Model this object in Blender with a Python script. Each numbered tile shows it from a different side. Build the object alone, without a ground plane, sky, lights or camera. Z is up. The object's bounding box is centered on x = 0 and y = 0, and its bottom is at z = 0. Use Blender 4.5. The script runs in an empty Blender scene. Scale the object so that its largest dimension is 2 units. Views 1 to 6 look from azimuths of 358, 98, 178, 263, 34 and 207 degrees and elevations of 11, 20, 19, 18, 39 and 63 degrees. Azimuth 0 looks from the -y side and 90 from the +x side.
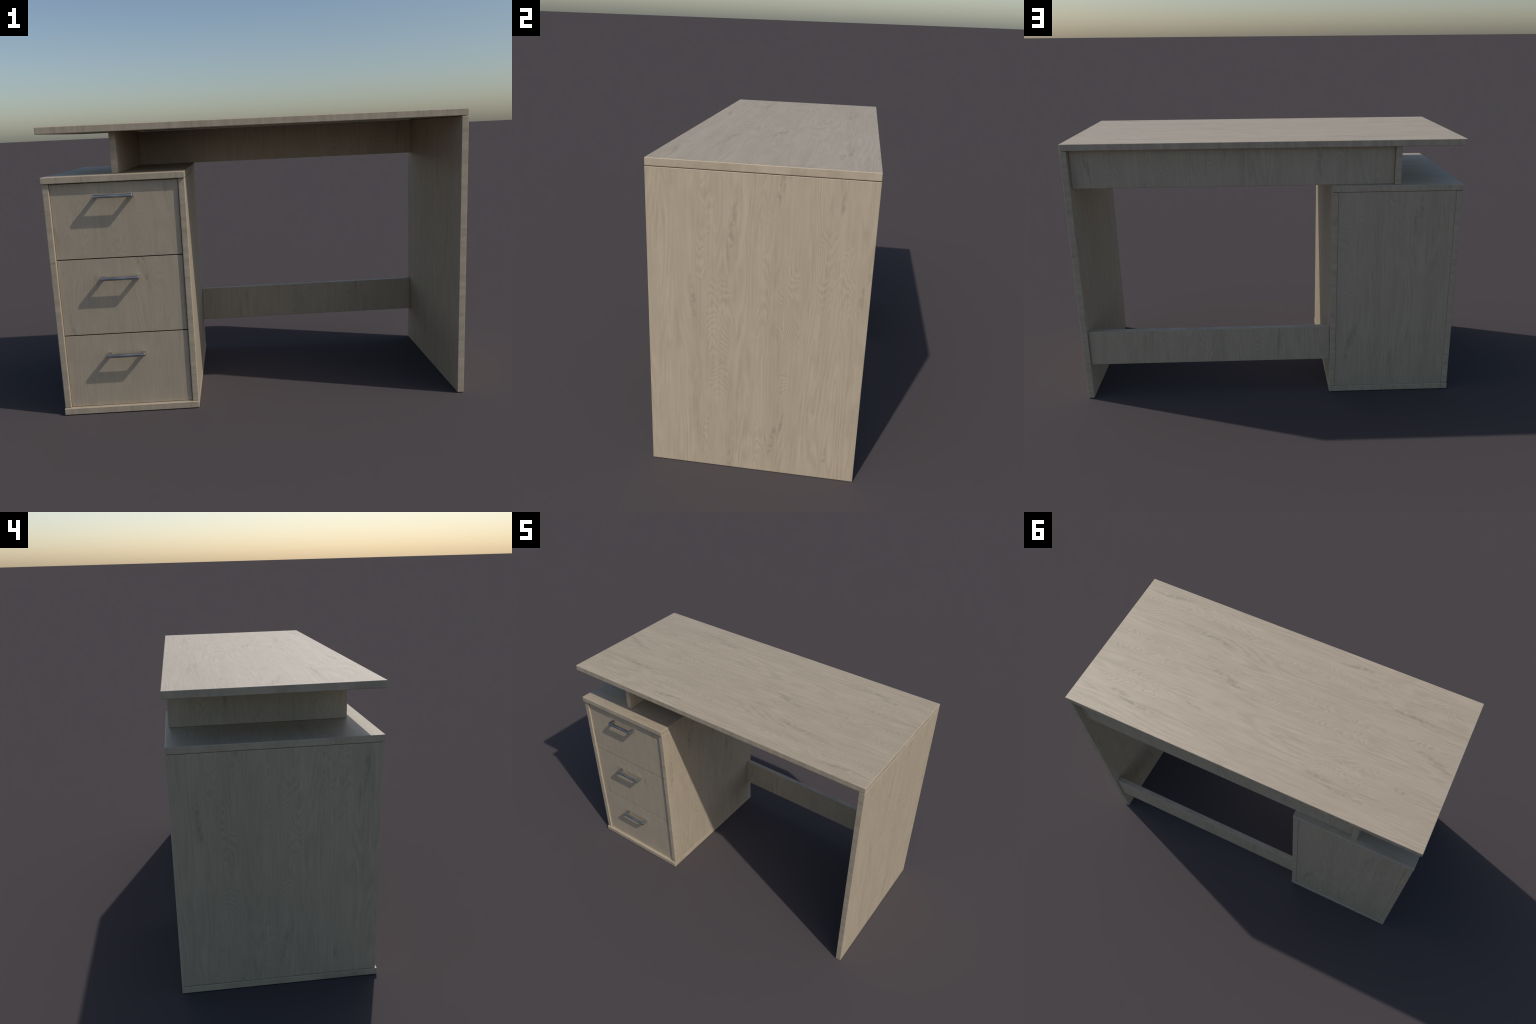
"""A small office desk in pale greige oak veneer: a long top carried by one
slab side on the right and a three-drawer cabinet on the left, with a raised
spacer board, an apron and a foot stretcher at the rear."""
import bpy
import bmesh
from mathutils import Vector

# ------------------------------------------------------------------ sizes (m)
BOARD = 0.0315                 # thickness of the melamine boards
EDGE = 0.0030                  # rounding of board edges
X0, X1 = -1.0, 1.0             # tabletop left / right
YF, YB = -0.4432, 0.4714        # front / back of tabletop and cabinet
TOP_Z = 1.4005                 # upper face of the tabletop
GAP = 0.0024                   # shadow gap under the tabletop
CAB_L, CAB_R = -0.999, -0.3341  # cabinet left / right
CAB_TOP = 1.172                # upper face of the cabinet
DRAWER_Y = -0.424              # face of the drawer fronts
HANDLE_Y = -0.472              # outermost face of the handles
TILE = 1.157                   # length of one repeat of the printed oak decor

# --------------------------------------------------------------- node helpers


class Graph:
    """Small helper that lays down nodes and links them."""

    def __init__(self, tree):
        self.t = tree

    def put(self, value, socket):
        if isinstance(value, bpy.types.NodeSocket):
            self.t.links.new(value, socket)
        else:
            socket.default_value = value

    def math(self, op, a, b=None, c=None, clamp=False):
        n = self.t.nodes.new("ShaderNodeMath")
        n.operation, n.use_clamp = op, clamp
        for s, v in zip(n.inputs, (a, b, c)):
            if v is not None:
                self.put(v, s)
        return n.outputs[0]

    def vec(self, op, a, b=None):
        n = self.t.nodes.new("ShaderNodeVectorMath")
        n.operation = op
        self.put(a, n.inputs[0])
        if b is not None:
            self.put(b, n.inputs[1])
        return n.outputs["Value"] if op == "LENGTH" else n.outputs["Vector"]

    def xyz(self, x, y, z):
        n = self.t.nodes.new("ShaderNodeCombineXYZ")
        for s, v in zip(n.inputs, (x, y, z)):
            self.put(v, s)
        return n.outputs[0]

    def split(self, v):
        n = self.t.nodes.new("ShaderNodeSeparateXYZ")
        self.put(v, n.inputs[0])
        return n.outputs[0], n.outputs[1], n.outputs[2]

    def noise(self, v, scale=1.0, detail=2.0, rough=0.5, distort=0.0):
        n = self.t.nodes.new("ShaderNodeTexNoise")
        self.put(v, n.inputs["Vector"])
        n.inputs["Scale"].default_value = scale
        n.inputs["Detail"].default_value = detail
        n.inputs["Roughness"].default_value = rough
        n.inputs["Distortion"].default_value = distort
        return n.outputs["Fac"]

    def ramp(self, x, a, b, lo=0.0, hi=1.0, smooth=True):
        n = self.t.nodes.new("ShaderNodeMapRange")
        n.interpolation_type = "SMOOTHSTEP" if smooth else "LINEAR"
        self.put(x, n.inputs["Value"])
        for k, v in zip(("From Min", "From Max", "To Min", "To Max"), (a, b, lo, hi)):
            n.inputs[k].default_value = v
        return n.outputs[0]

    def mix(self, f, a, b, mode="MIX"):
        n = self.t.nodes.new("ShaderNodeMix")
        n.data_type, n.blend_type = "RGBA", mode
        self.put(f, n.inputs[0])
        for s, v in ((n.inputs[6], a), (n.inputs[7], b)):
            if not isinstance(v, bpy.types.NodeSocket):
                v = (*v, 1.0)
            self.put(v, s)
        return n.outputs[2]

    def local(self, p, centre, half, turn):
        """Coordinates that are 1 on the rim of a turned ellipse."""
        n = self.t.nodes.new("ShaderNodeMapping")
        n.vector_type = "TEXTURE"
        self.put(p, n.inputs["Vector"])
        n.inputs["Location"].default_value = (*centre, 0.0)
        n.inputs["Rotation"].default_value = (0.0, 0.0, turn)
        n.inputs["Scale"].default_value = (*half, 1.0)
        return n.outputs[0]


# ------------------------------------------------------------- the oak decor
LIGHT = (0.556, 0.455, 0.332)
MID = (0.386, 0.314, 0.223)
DARK = (0.275, 0.236, 0.168)

# dark flecked streaks of the decor: (g start, c start, g end, c end, half width)
STREAKS = [
    (0.950, -0.073, 1.340, -0.108, 0.021),
    (1.200, 0.130, 1.470, 0.078, 0.018),
    (1.310, 0.152, 1.500, 0.124, 0.012),
    (0.665, -0.268, 0.975, -0.238, 0.017),
    (0.790, 0.443, 0.965, 0.430, 0.013),
    (0.850, 0.482, 1.180, 0.456, 0.016),
    (1.205, 0.345, 1.340, 0.332, 0.013),
]
# cathedral columns: (g, c, half length, half width, rise, spread); the arches
# point up the grain where rise is positive, down it where it is negative
HEARTS = [
    (0.740, -0.145, 0.200, 0.070, 0.30, 0.30),
    (1.600, -0.130, 0.085, 0.055, 0.17, 0.24),
    (0.820, 0.152, 0.230, 0.062, -0.32, 0.28),
    (1.620, 0.135, 0.065, 0.045, 0.16, 0.20),
    (0.980, 0.305, 0.200, 0.048, -0.27, 0.22),
    (0.930, 0.375, 0.200, 0.048, 0.27, 0.22),
    (0.860, 0.045, 0.240, 0.048, 0.26, 0.24),
    (1.330, 0.040, 0.180, 0.042, 0.20, 0.20),
    (1.020, -0.205, 0.130, 0.040, -0.16, 0.18),
    (1.320, -0.190, 0.140, 0.040, -0.16, 0.18),
]


def oak_group():
    """Colour, height and roughness of the veneer for a point (g, c, t):
    g runs along the grain, c across it, t through the board."""
    tree = bpy.data.node_groups.new("oak_decor", "ShaderNodeTree")
    io = tree.interface
    io.new_socket("Vector", in_out="INPUT", socket_type="NodeSocketVector")
    for label in ("Figure", "Cloud"):
        io.new_socket(label, in_out="INPUT", socket_type="NodeSocketFloat").default_value = 1.0
    io.new_socket("Color", in_out="OUTPUT", socket_type="NodeSocketColor")
    io.new_socket("Height", in_out="OUTPUT", socket_type="NodeSocketFloat")
    io.new_socket("Roughness", in_out="OUTPUT", socket_type="NodeSocketFloat")
    q = Graph(tree)
    entry = tree.nodes.new("NodeGroupInput")
    src, figure, cloudy = entry.outputs[0], entry.outputs[1], entry.outputs[2]
    g, c, t = q.split(src)
    # wrapped coordinates: the decor repeats
    gw = q.math("WRAP", g, 0.53 + TILE, 0.53)
    cw = q.math("WRAP", c, -0.62 + TILE, -0.62)
    p = q.xyz(gw, cw, 0.0)

    def stretched(sg, sc, off=0.0):
        return q.xyz(q.math("MULTIPLY_ADD", g, sg, off), q.math("MULTIPLY", c, sc), q.math("MULTIPLY", t, sc * 0.6))

    # --- growth-ring field, contour lines give the cathedral arches
    wobble = q.math("SUBTRACT", q.noise(stretched(14.0, 60.0, 3.1), detail=2.0), 0.5)
    sway = q.math("SUBTRACT", q.noise(stretched(4.5, 17.0, 43.0), detail=2.0), 0.5)
    field = q.noise(stretched(0.75, 7.0, 7.7), detail=1.8, rough=0.45)
    shift = q.noise(q.xyz(q.math("MULTIPLY", g, 7.0), q.math("MULTIPLY", c, 7.0), t), detail=1.0)
    bent = q.vec("ADD", p, q.xyz(0.0, q.math("MULTIPLY_ADD", shift, 0.09, -0.045), 0.0))
    field = q.math("MULTIPLY_ADD", wobble, 0.040, field)
    arches, inside = q.math("MULTIPLY_ADD", sway, 0.26, q.math("MULTIPLY", field, 0.75)), None
    for hg, hc, lg, lc, rise, spread in HEARTS:
        uv = q.local(bent, (hg, hc), (lg * 1.1, lc * 1.1), 0.0)
        u, v, _ = q.split(uv)
        reach = q.vec("LENGTH", q.xyz(q.math("POWER", q.math("ABSOLUTE", u), 2.0), v, 0.0))
        own = q.math("LESS_THAN", reach, 1.0)
        arch = q.math("MULTIPLY_ADD", q.math("POWER", q.math("ABSOLUTE", v), 1.8), spread, q.math("MULTIPLY", u, rise))
        arches = q.math("MULTIPLY_ADD", own, arch, arches)
        win = q.ramp(reach, 0.50, 1.0, 1.0, 0.0)
        inside = win if inside is None else q.math("MAXIMUM", inside, win)

    def rings(f):
        return q.math("MULTIPLY_ADD", q.math("SINE", q.math("MULTIPLY", f, 2 * 3.14159 * 19.0)), 0.5, 0.5)

    straight = rings(field)
    ring = q.math("MULTIPLY_ADD", q.math("SUBTRACT", rings(arches), straight), inside, straight)
    where = q.ramp(q.noise(stretched(1.6, 9.0, 21.0), detail=2.0), 0.33, 0.62, 0.25, 1.0)
    broken = q.ramp(q.noise(stretched(14.0, 45.0, 5.0), detail=2.0), 0.30, 0.62, 0.3, 1.0)
    ring = q.math("MULTIPLY", q.math("SUBTRACT", ring, 0.45), q.math("MULTIPLY", q.math("MAXIMUM", where, inside), broken))

    # --- straight fibre, broad bands, cloudy blotches
    fibre = q.noise(stretched(4.0, 115.0, 11.0), detail=3.0, rough=0.6)
    band = q.noise(stretched(0.45, 14.0, 2.0), detail=3.0, rough=0.6)
    cloud = q.noise(stretched(6.0, 16.0, 31.0), detail=3.0, rough=0.6)

    # --- flecked streaks
    fleck = q.ramp(q.noise(stretched(34.0, 55.0, 13.0), detail=2.0, rough=0.6), 0.32, 0.66)
    mask = None
    for g0, c0, g1, c1, w in STREAKS:
        a, b = Vector((g0, c0)), Vector((g1, c1))
        d = b - a
        m = q.ramp(q.vec("LENGTH", q.local(p, (a + b) / 2, (d.length / 2, w), -d.angle_signed(Vector((1, 0))))), 0.35, 1.05, 1.0, 0.0)
        mask = m if mask is None else q.math("MAXIMUM", mask, m)
    loose = q.ramp(q.noise(stretched(3.2, 20.0, 17.0), detail=2.0), 0.60, 0.76, 0.0, 0.10)
    mask = q.math("MAXIMUM", mask, loose)
    fleck = q.math("MULTIPLY", fleck, mask)

    # --- put together: 0 = pale, 1 = dark
    lines = q.math("MULTIPLY_ADD", q.math("SUBTRACT", fibre, 0.5), 0.80, q.math("MULTIPLY", ring, 0.44))
    tone = q.math("MULTIPLY", lines, figure)
    tone = q.math("MULTIPLY_ADD", q.math("SUBTRACT", band, 0.5), q.math("MULTIPLY", figure, 0.72), tone)
    tone = q.math("MULTIPLY_ADD", q.math("SUBTRACT", cloud, 0.5), q.math("MULTIPLY", cloudy, 0.55), tone)
    tone = q.math("ADD", tone, 0.48, clamp=True)
    col = q.mix(tone, LIGHT, MID)
    col = q.mix(q.math("MULTIPLY", fleck, 0.52), col, DARK)

    height = q.math("MULTIPLY_ADD", fibre, -0.5, q.math("MULTIPLY", ring, -0.6))
    height = q.math("MULTIPLY_ADD", fleck, -0.4, height)
    rough = q.math("MULTIPLY_ADD", fleck, 0.10, q.math("MULTIPLY_ADD", tone, 0.06, ROUGH))
    out = tree.nodes.new("NodeGroupOutput")
    for s, v in zip(out.inputs, (col, height, rough)):
        q.put(v, s)
    return tree


ROUGH = 0.46
OAK = oak_group()


def veneer(name, g, c, t, figure=1.0, cloudy=1.0, bump=0.05):
    """Oak material. g, c, t are (axis, sign, offset) on Object coordinates:
    which way the grain runs and where the decor starts on this board."""
    m = bpy.data.materials.new(name)
    m.use_nodes = True
    q = Graph(m.node_tree)
    bsdf = m.node_tree.nodes["Principled BSDF"]
    obj = m.node_tree.nodes.new("ShaderNodeTexCoord").outputs["Object"]
    axes = q.split(obj)
    v = q.xyz(*(q.math("MULTIPLY_ADD", axes["xyz".index(a)], s, o) for a, s, o in (g, c, t)))
    n = m.node_tree.nodes.new("ShaderNodeGroup")
    n.node_tree = OAK
    q.put(v, n.inputs[0])
    n.inputs["Figure"].default_value = figure
    n.inputs["Cloud"].default_value = cloudy
    q.put(n.outputs["Color"], bsdf.inputs["Base Color"])
    q.put(n.outputs["Roughness"], bsdf.inputs["Roughness"])
    b = m.node_tree.nodes.new("ShaderNodeBump")
    b.inputs["Strength"].default_value = bump
    b.inputs["Distance"].default_value = 0.002
    q.put(n.outputs["Height"], b.inputs["Height"])
    q.put(b.outputs[0], bsdf.inputs["Normal"])
    bsdf.inputs["Specular IOR Level"].default_value = 0.5
    return m


def steel():
    m = bpy.data.materials.new("brushed_steel")
    m.use_nodes = True
    q = Graph(m.node_tree)
    bsdf = m.node_tree.nodes["Principled BSDF"]
    obj = m.node_tree.nodes.new("ShaderNodeTexCoord").outputs["Object"]
    x, y, z = q.split(obj)
    n = q.noise(q.xyz(q.math("MULTIPLY", x, 14.0), q.math("MULTIPLY", y, 40.0), q.math("MULTIPLY", z, 40.0)), detail=2.0)
    q.put(q.mix(q.ramp(n, 0.3, 0.7), (0.46, 0.47, 0.48), (0.55, 0.56, 0.57)), bsdf.inputs["Base Color"])
    bsdf.inputs["Metallic"].default_value = 1.0
    q.put(q.ramp(n, 0.3, 0.7, 0.26, 0.38), bsdf.inputs["Roughness"])
    b = m.node_tree.nodes.new("ShaderNodeBump")
    b.inputs["Strength"].default_value = 0.12
    b.inputs["Distance"].default_value = 0.002
    q.put(n, b.inputs["Height"])
    q.put(b.outputs[0], bsdf.inputs["Normal"])
    return m


# ------------------------------------------------------------------- building
def link(name, data, parent=None, at=(0, 0, 0)):
    o = bpy.data.objects.new(name, data)
    bpy.context.scene.collection.objects.link(o)
    o.parent = parent
    o.location = at
    return o


def add_box(bm, lo, hi, thin=None):
    """Box between two corners. Faces whose normal is not along the axis
    `thin` are the narrow edge-banded ones and get material slot 1."""
    r = bmesh.ops.create_cube(bm, size=1.0)
    lo, hi = Vector(lo), Vector(hi)
    for v in r["verts"]:
        v.co = Vector(((lo[i] + hi[i]) / 2 + v.co[i] * (hi[i] - lo[i])) for i in range(3))
    if thin is not None:
        for f in {f for v in r["verts"] for f in v.link_faces}:
            f.normal_update()
            f.material_index = 0 if abs(f.normal["xyz".index(thin)]) > 0.9 else 1


def finish_edges(o, width=EDGE, segments=4, angle=0.6):
    b = o.modifiers.new("rounded_edges", "BEVEL")
    b.width, b.segments, b.limit_method, b.angle_limit = width, segments, "ANGLE", angle
    b.harden_normals = True
    o.data.polygons.foreach_set("use_smooth", [True] * len(o.data.polygons))


count = 0


def board(name, parent, lo, hi, thin, grain, g, c, edge=EDGE, figure=1.0):
    """A veneered board. grain: axis of the grain; g and c: (sign, offset) of
    the decor in desk coordinates; the narrow edges carry banding whose
    figure runs through the thickness."""
    global count
    count += 1
    lo, hi = Vector(lo), Vector(hi)
    mid = (lo + hi) / 2
    bm = bmesh.new()
    add_box(bm, lo - mid, hi - mid, thin)
    me = bpy.data.meshes.new(name)
    bm.to_mesh(me)
    bm.free()
    o = link(name, me, parent, mid)
    i, k = "xyz".index(grain), "xyz".index(thin)
    j = 3 - i - k
    cross = "xyz"[j]
    me.materials.append(veneer("oak_" + name, (grain, g[0], g[0] * mid[i] + g[1]),
                               (cross, c[0], c[0] * mid[j] + c[1]), (thin, 1.0, 0.37 * count), figure))
    me.materials.append(veneer("oak_edge_" + name, (thin, 1.3, 0.41 * count), (grain, 2.1, 0.3 * count),
                               (cross, 0.8, 0.17 * count), 0.50, 3.6))
    finish_edges(o, edge)
    return o


desk = link("writing_desk", None)
desk["label"] = "pale oak veneer desk with three drawers and steel handles"
desk["category"] = "desk"

# tabletop: grain runs lengthwise, decor mirrored and shifted
board("tabletop", desk, (X0, YF, TOP_Z - 0.0333), (X1, YB, TOP_Z), "z", "x", (-1, 1.636), (1, 0.12), edge=0.0034)
under = TOP_Z - 0.0333

# right-hand slab side
slab = board("side_panel", desk, (0.968, YF, 0.0), (X1 - 0.0002, YB, under - GAP), "x", "z", (1, 0.0), (1, 0.0), edge=0.002)

# sunk tongue that carries the top and closes the shadow gap
bm = bmesh.new()
bm.from_mesh(slab.data)
add_box(bm, Vector((0.974, YF + 0.007, under - GAP - 0.004)) - slab.location, Vector((0.991, YB - 0.007, under + 0.0006)) - slab.location)
bm.to_mesh(slab.data)
bm.free()
slab.data.polygons.foreach_set("use_smooth", [True] * len(slab.data.polygons))

# raised spacer board between cabinet and tabletop, apron and stretcher
board("spacer_board", desk, (-0.6825, -0.361, CAB_TOP + 0.0004), (-0.651, 0.4555, under - 0.0005), "x", "z", (1, -0.2), (-1, 0.1))
board("apron", desk, (-0.6505, 0.405, CAB_TOP + 0.0003), (0.9675, 0.4365, under - 0.0008), "y", "z", (1, -0.5), (-1, 0.636))
board("stretcher", desk, (CAB_R - 0.0005, 0.425, 0.1972), (0.9675, 0.456, 0.3935), "y", "z", (1, 0.48), (1, -0.19))

# drawer cabinet carcass
board("cabinet_top", desk, (CAB_L, YF, CAB_TOP - 0.0315), (CAB_R, YB, CAB_TOP), "z", "x", (-1, 0.9), (1, 0.25), edge=0.0035)
board("cabinet_bottom", desk, (CAB_L, YF, 0.0), (CAB_R, YB, 0.0325), "z", "x", (-1, 0.5), (1, 0.05))
low, high = 0.0332, CAB_TOP - 0.0328
SIDE_Y = (-0.4345, 0.4712)
board("cabinet_side", desk, (CAB_L + 0.0012, SIDE_Y[0], low), (CAB_L + 0.0327, SIDE_Y[1], high), "x", "z", (1, -0.025), (-1, 0.1), edge=0.0045)
board("cabinet_side", desk, (CAB_R - 0.0322, SIDE_Y[0], low), (CAB_R - 0.0008, SIDE_Y[1], high), "x", "z", (1, 0.35), (1, 0.3), edge=0.0045)
board("cabinet_back", desk, (CAB_L + 0.033, 0.443, low), (CAB_R - 0.0325, 0.4685, high), "y", "z", (1, -0.1), (-1, -0.33), edge=0.002)

# drawers with their handles
METAL = steel()
FL, FR = CAB_L + 0.0340, CAB_R - 0.0345      # left / right of the fronts
SEAMS = (0.0345, 0.4015, 0.7775, 1.1385)     # heights of the joints
HANDLES = (0.2995, 0.683, 1.0745)
HX0, HX1, BAR = -0.7595, -0.5775, 0.0158


def handle_mesh():
    """Squared bow handle: a bar on two returns, one continuous section."""
    w, d = (HX1 - HX0) / 2, DRAWER_Y - HANDLE_Y
    bm = bmesh.new()
    plan = [(-w, 0), (-w, -d), (w, -d), (w, 0), (w - BAR, 0), (w - BAR, -d + BAR), (-w + BAR, -d + BAR), (-w + BAR, 0)]
    face = bm.faces.new([bm.verts.new((x, y, -BAR / 2)) for x, y in plan])
    up = bmesh.ops.extrude_face_region(bm, geom=[face])["geom"]
    bmesh.ops.translate(bm, verts=[v for v in up if isinstance(v, bmesh.types.BMVert)], vec=(0, 0, BAR))
    bmesh.ops.recalc_face_normals(bm, faces=bm.faces)
    # the face that meets the fingers is strongly rounded, the rest is eased
    front = [e for e in bm.edges if all(v.co.y < -d + 1e-4 for v in e.verts)]
    bmesh.ops.bevel(bm, geom=front, offset=0.0058, segments=6, profile=0.5, affect="EDGES")
    rest = [e for e in bm.edges if e.calc_face_angle(0) > 0.9]
    bmesh.ops.bevel(bm, geom=rest, offset=0.0012, segments=2, profile=0.5, affect="EDGES")
    for f in bm.faces:
        f.smooth = True
    me = bpy.data.meshes.new("handle")
    bm.to_mesh(me)
    bm.free()
    me.materials.append(METAL)
    return me


HANDLE = handle_mesh()
for n in range(3):
    z0, z1 = SEAMS[n] + (0.0020 if n else 0.0), SEAMS[n + 1] - 0.0020
    front = board("drawer", desk, (FL, DRAWER_Y, z0), (FR, DRAWER_Y + 0.02, z1), "y", "z",
                  (1, (0.25, 0.62, 0.0)[n]), (-1, (-0.72, -0.45, -0.52)[n]), edge=0.0012, figure=0.7)
    # the hidden box behind the front
    mid = front.location
    bm = bmesh.new()
    bm.from_mesh(front.data)
    if n < 2:       # undercut upper edge, so that the joint is a deep dark groove
        for v in bm.verts:
            if v.co.y > 0 and v.co.z > 0:
                v.co.z -= 0.006
    bx0, bx1, by0, by1 = FL + 0.02, FR - 0.02, DRAWER_Y + 0.0202, 0.42
    bz0, bz1 = z0 + 0.03, z1 - 0.08
    for lo, hi in (((bx0, by0, bz0), (bx0 + 0.015, by1, bz1)), ((bx1 - 0.015, by0, bz0), (bx1, by1, bz1)),
                   ((bx0 + 0.0152, by1 - 0.015, bz0), (bx1 - 0.0152, by1, bz1)),
                   ((bx0 + 0.0152, by0, bz0 + 0.01), (bx1 - 0.0152, by1 - 0.0152, bz0 + 0.018))):
        add_box(bm, Vector(lo) - mid, Vector(hi) - mid)
    bm.to_mesh(front.data)
    bm.free()
    front.data.polygons.foreach_set("use_smooth", [True] * len(front.data.polygons))
    h = link("handle", HANDLE, front, Vector(((HX0 + HX1) / 2, DRAWER_Y + 0.0004, HANDLES[n])) - mid)
    w = h.modifiers.new("even_shading", "WEIGHTED_NORMAL")
    w.keep_sharp = True
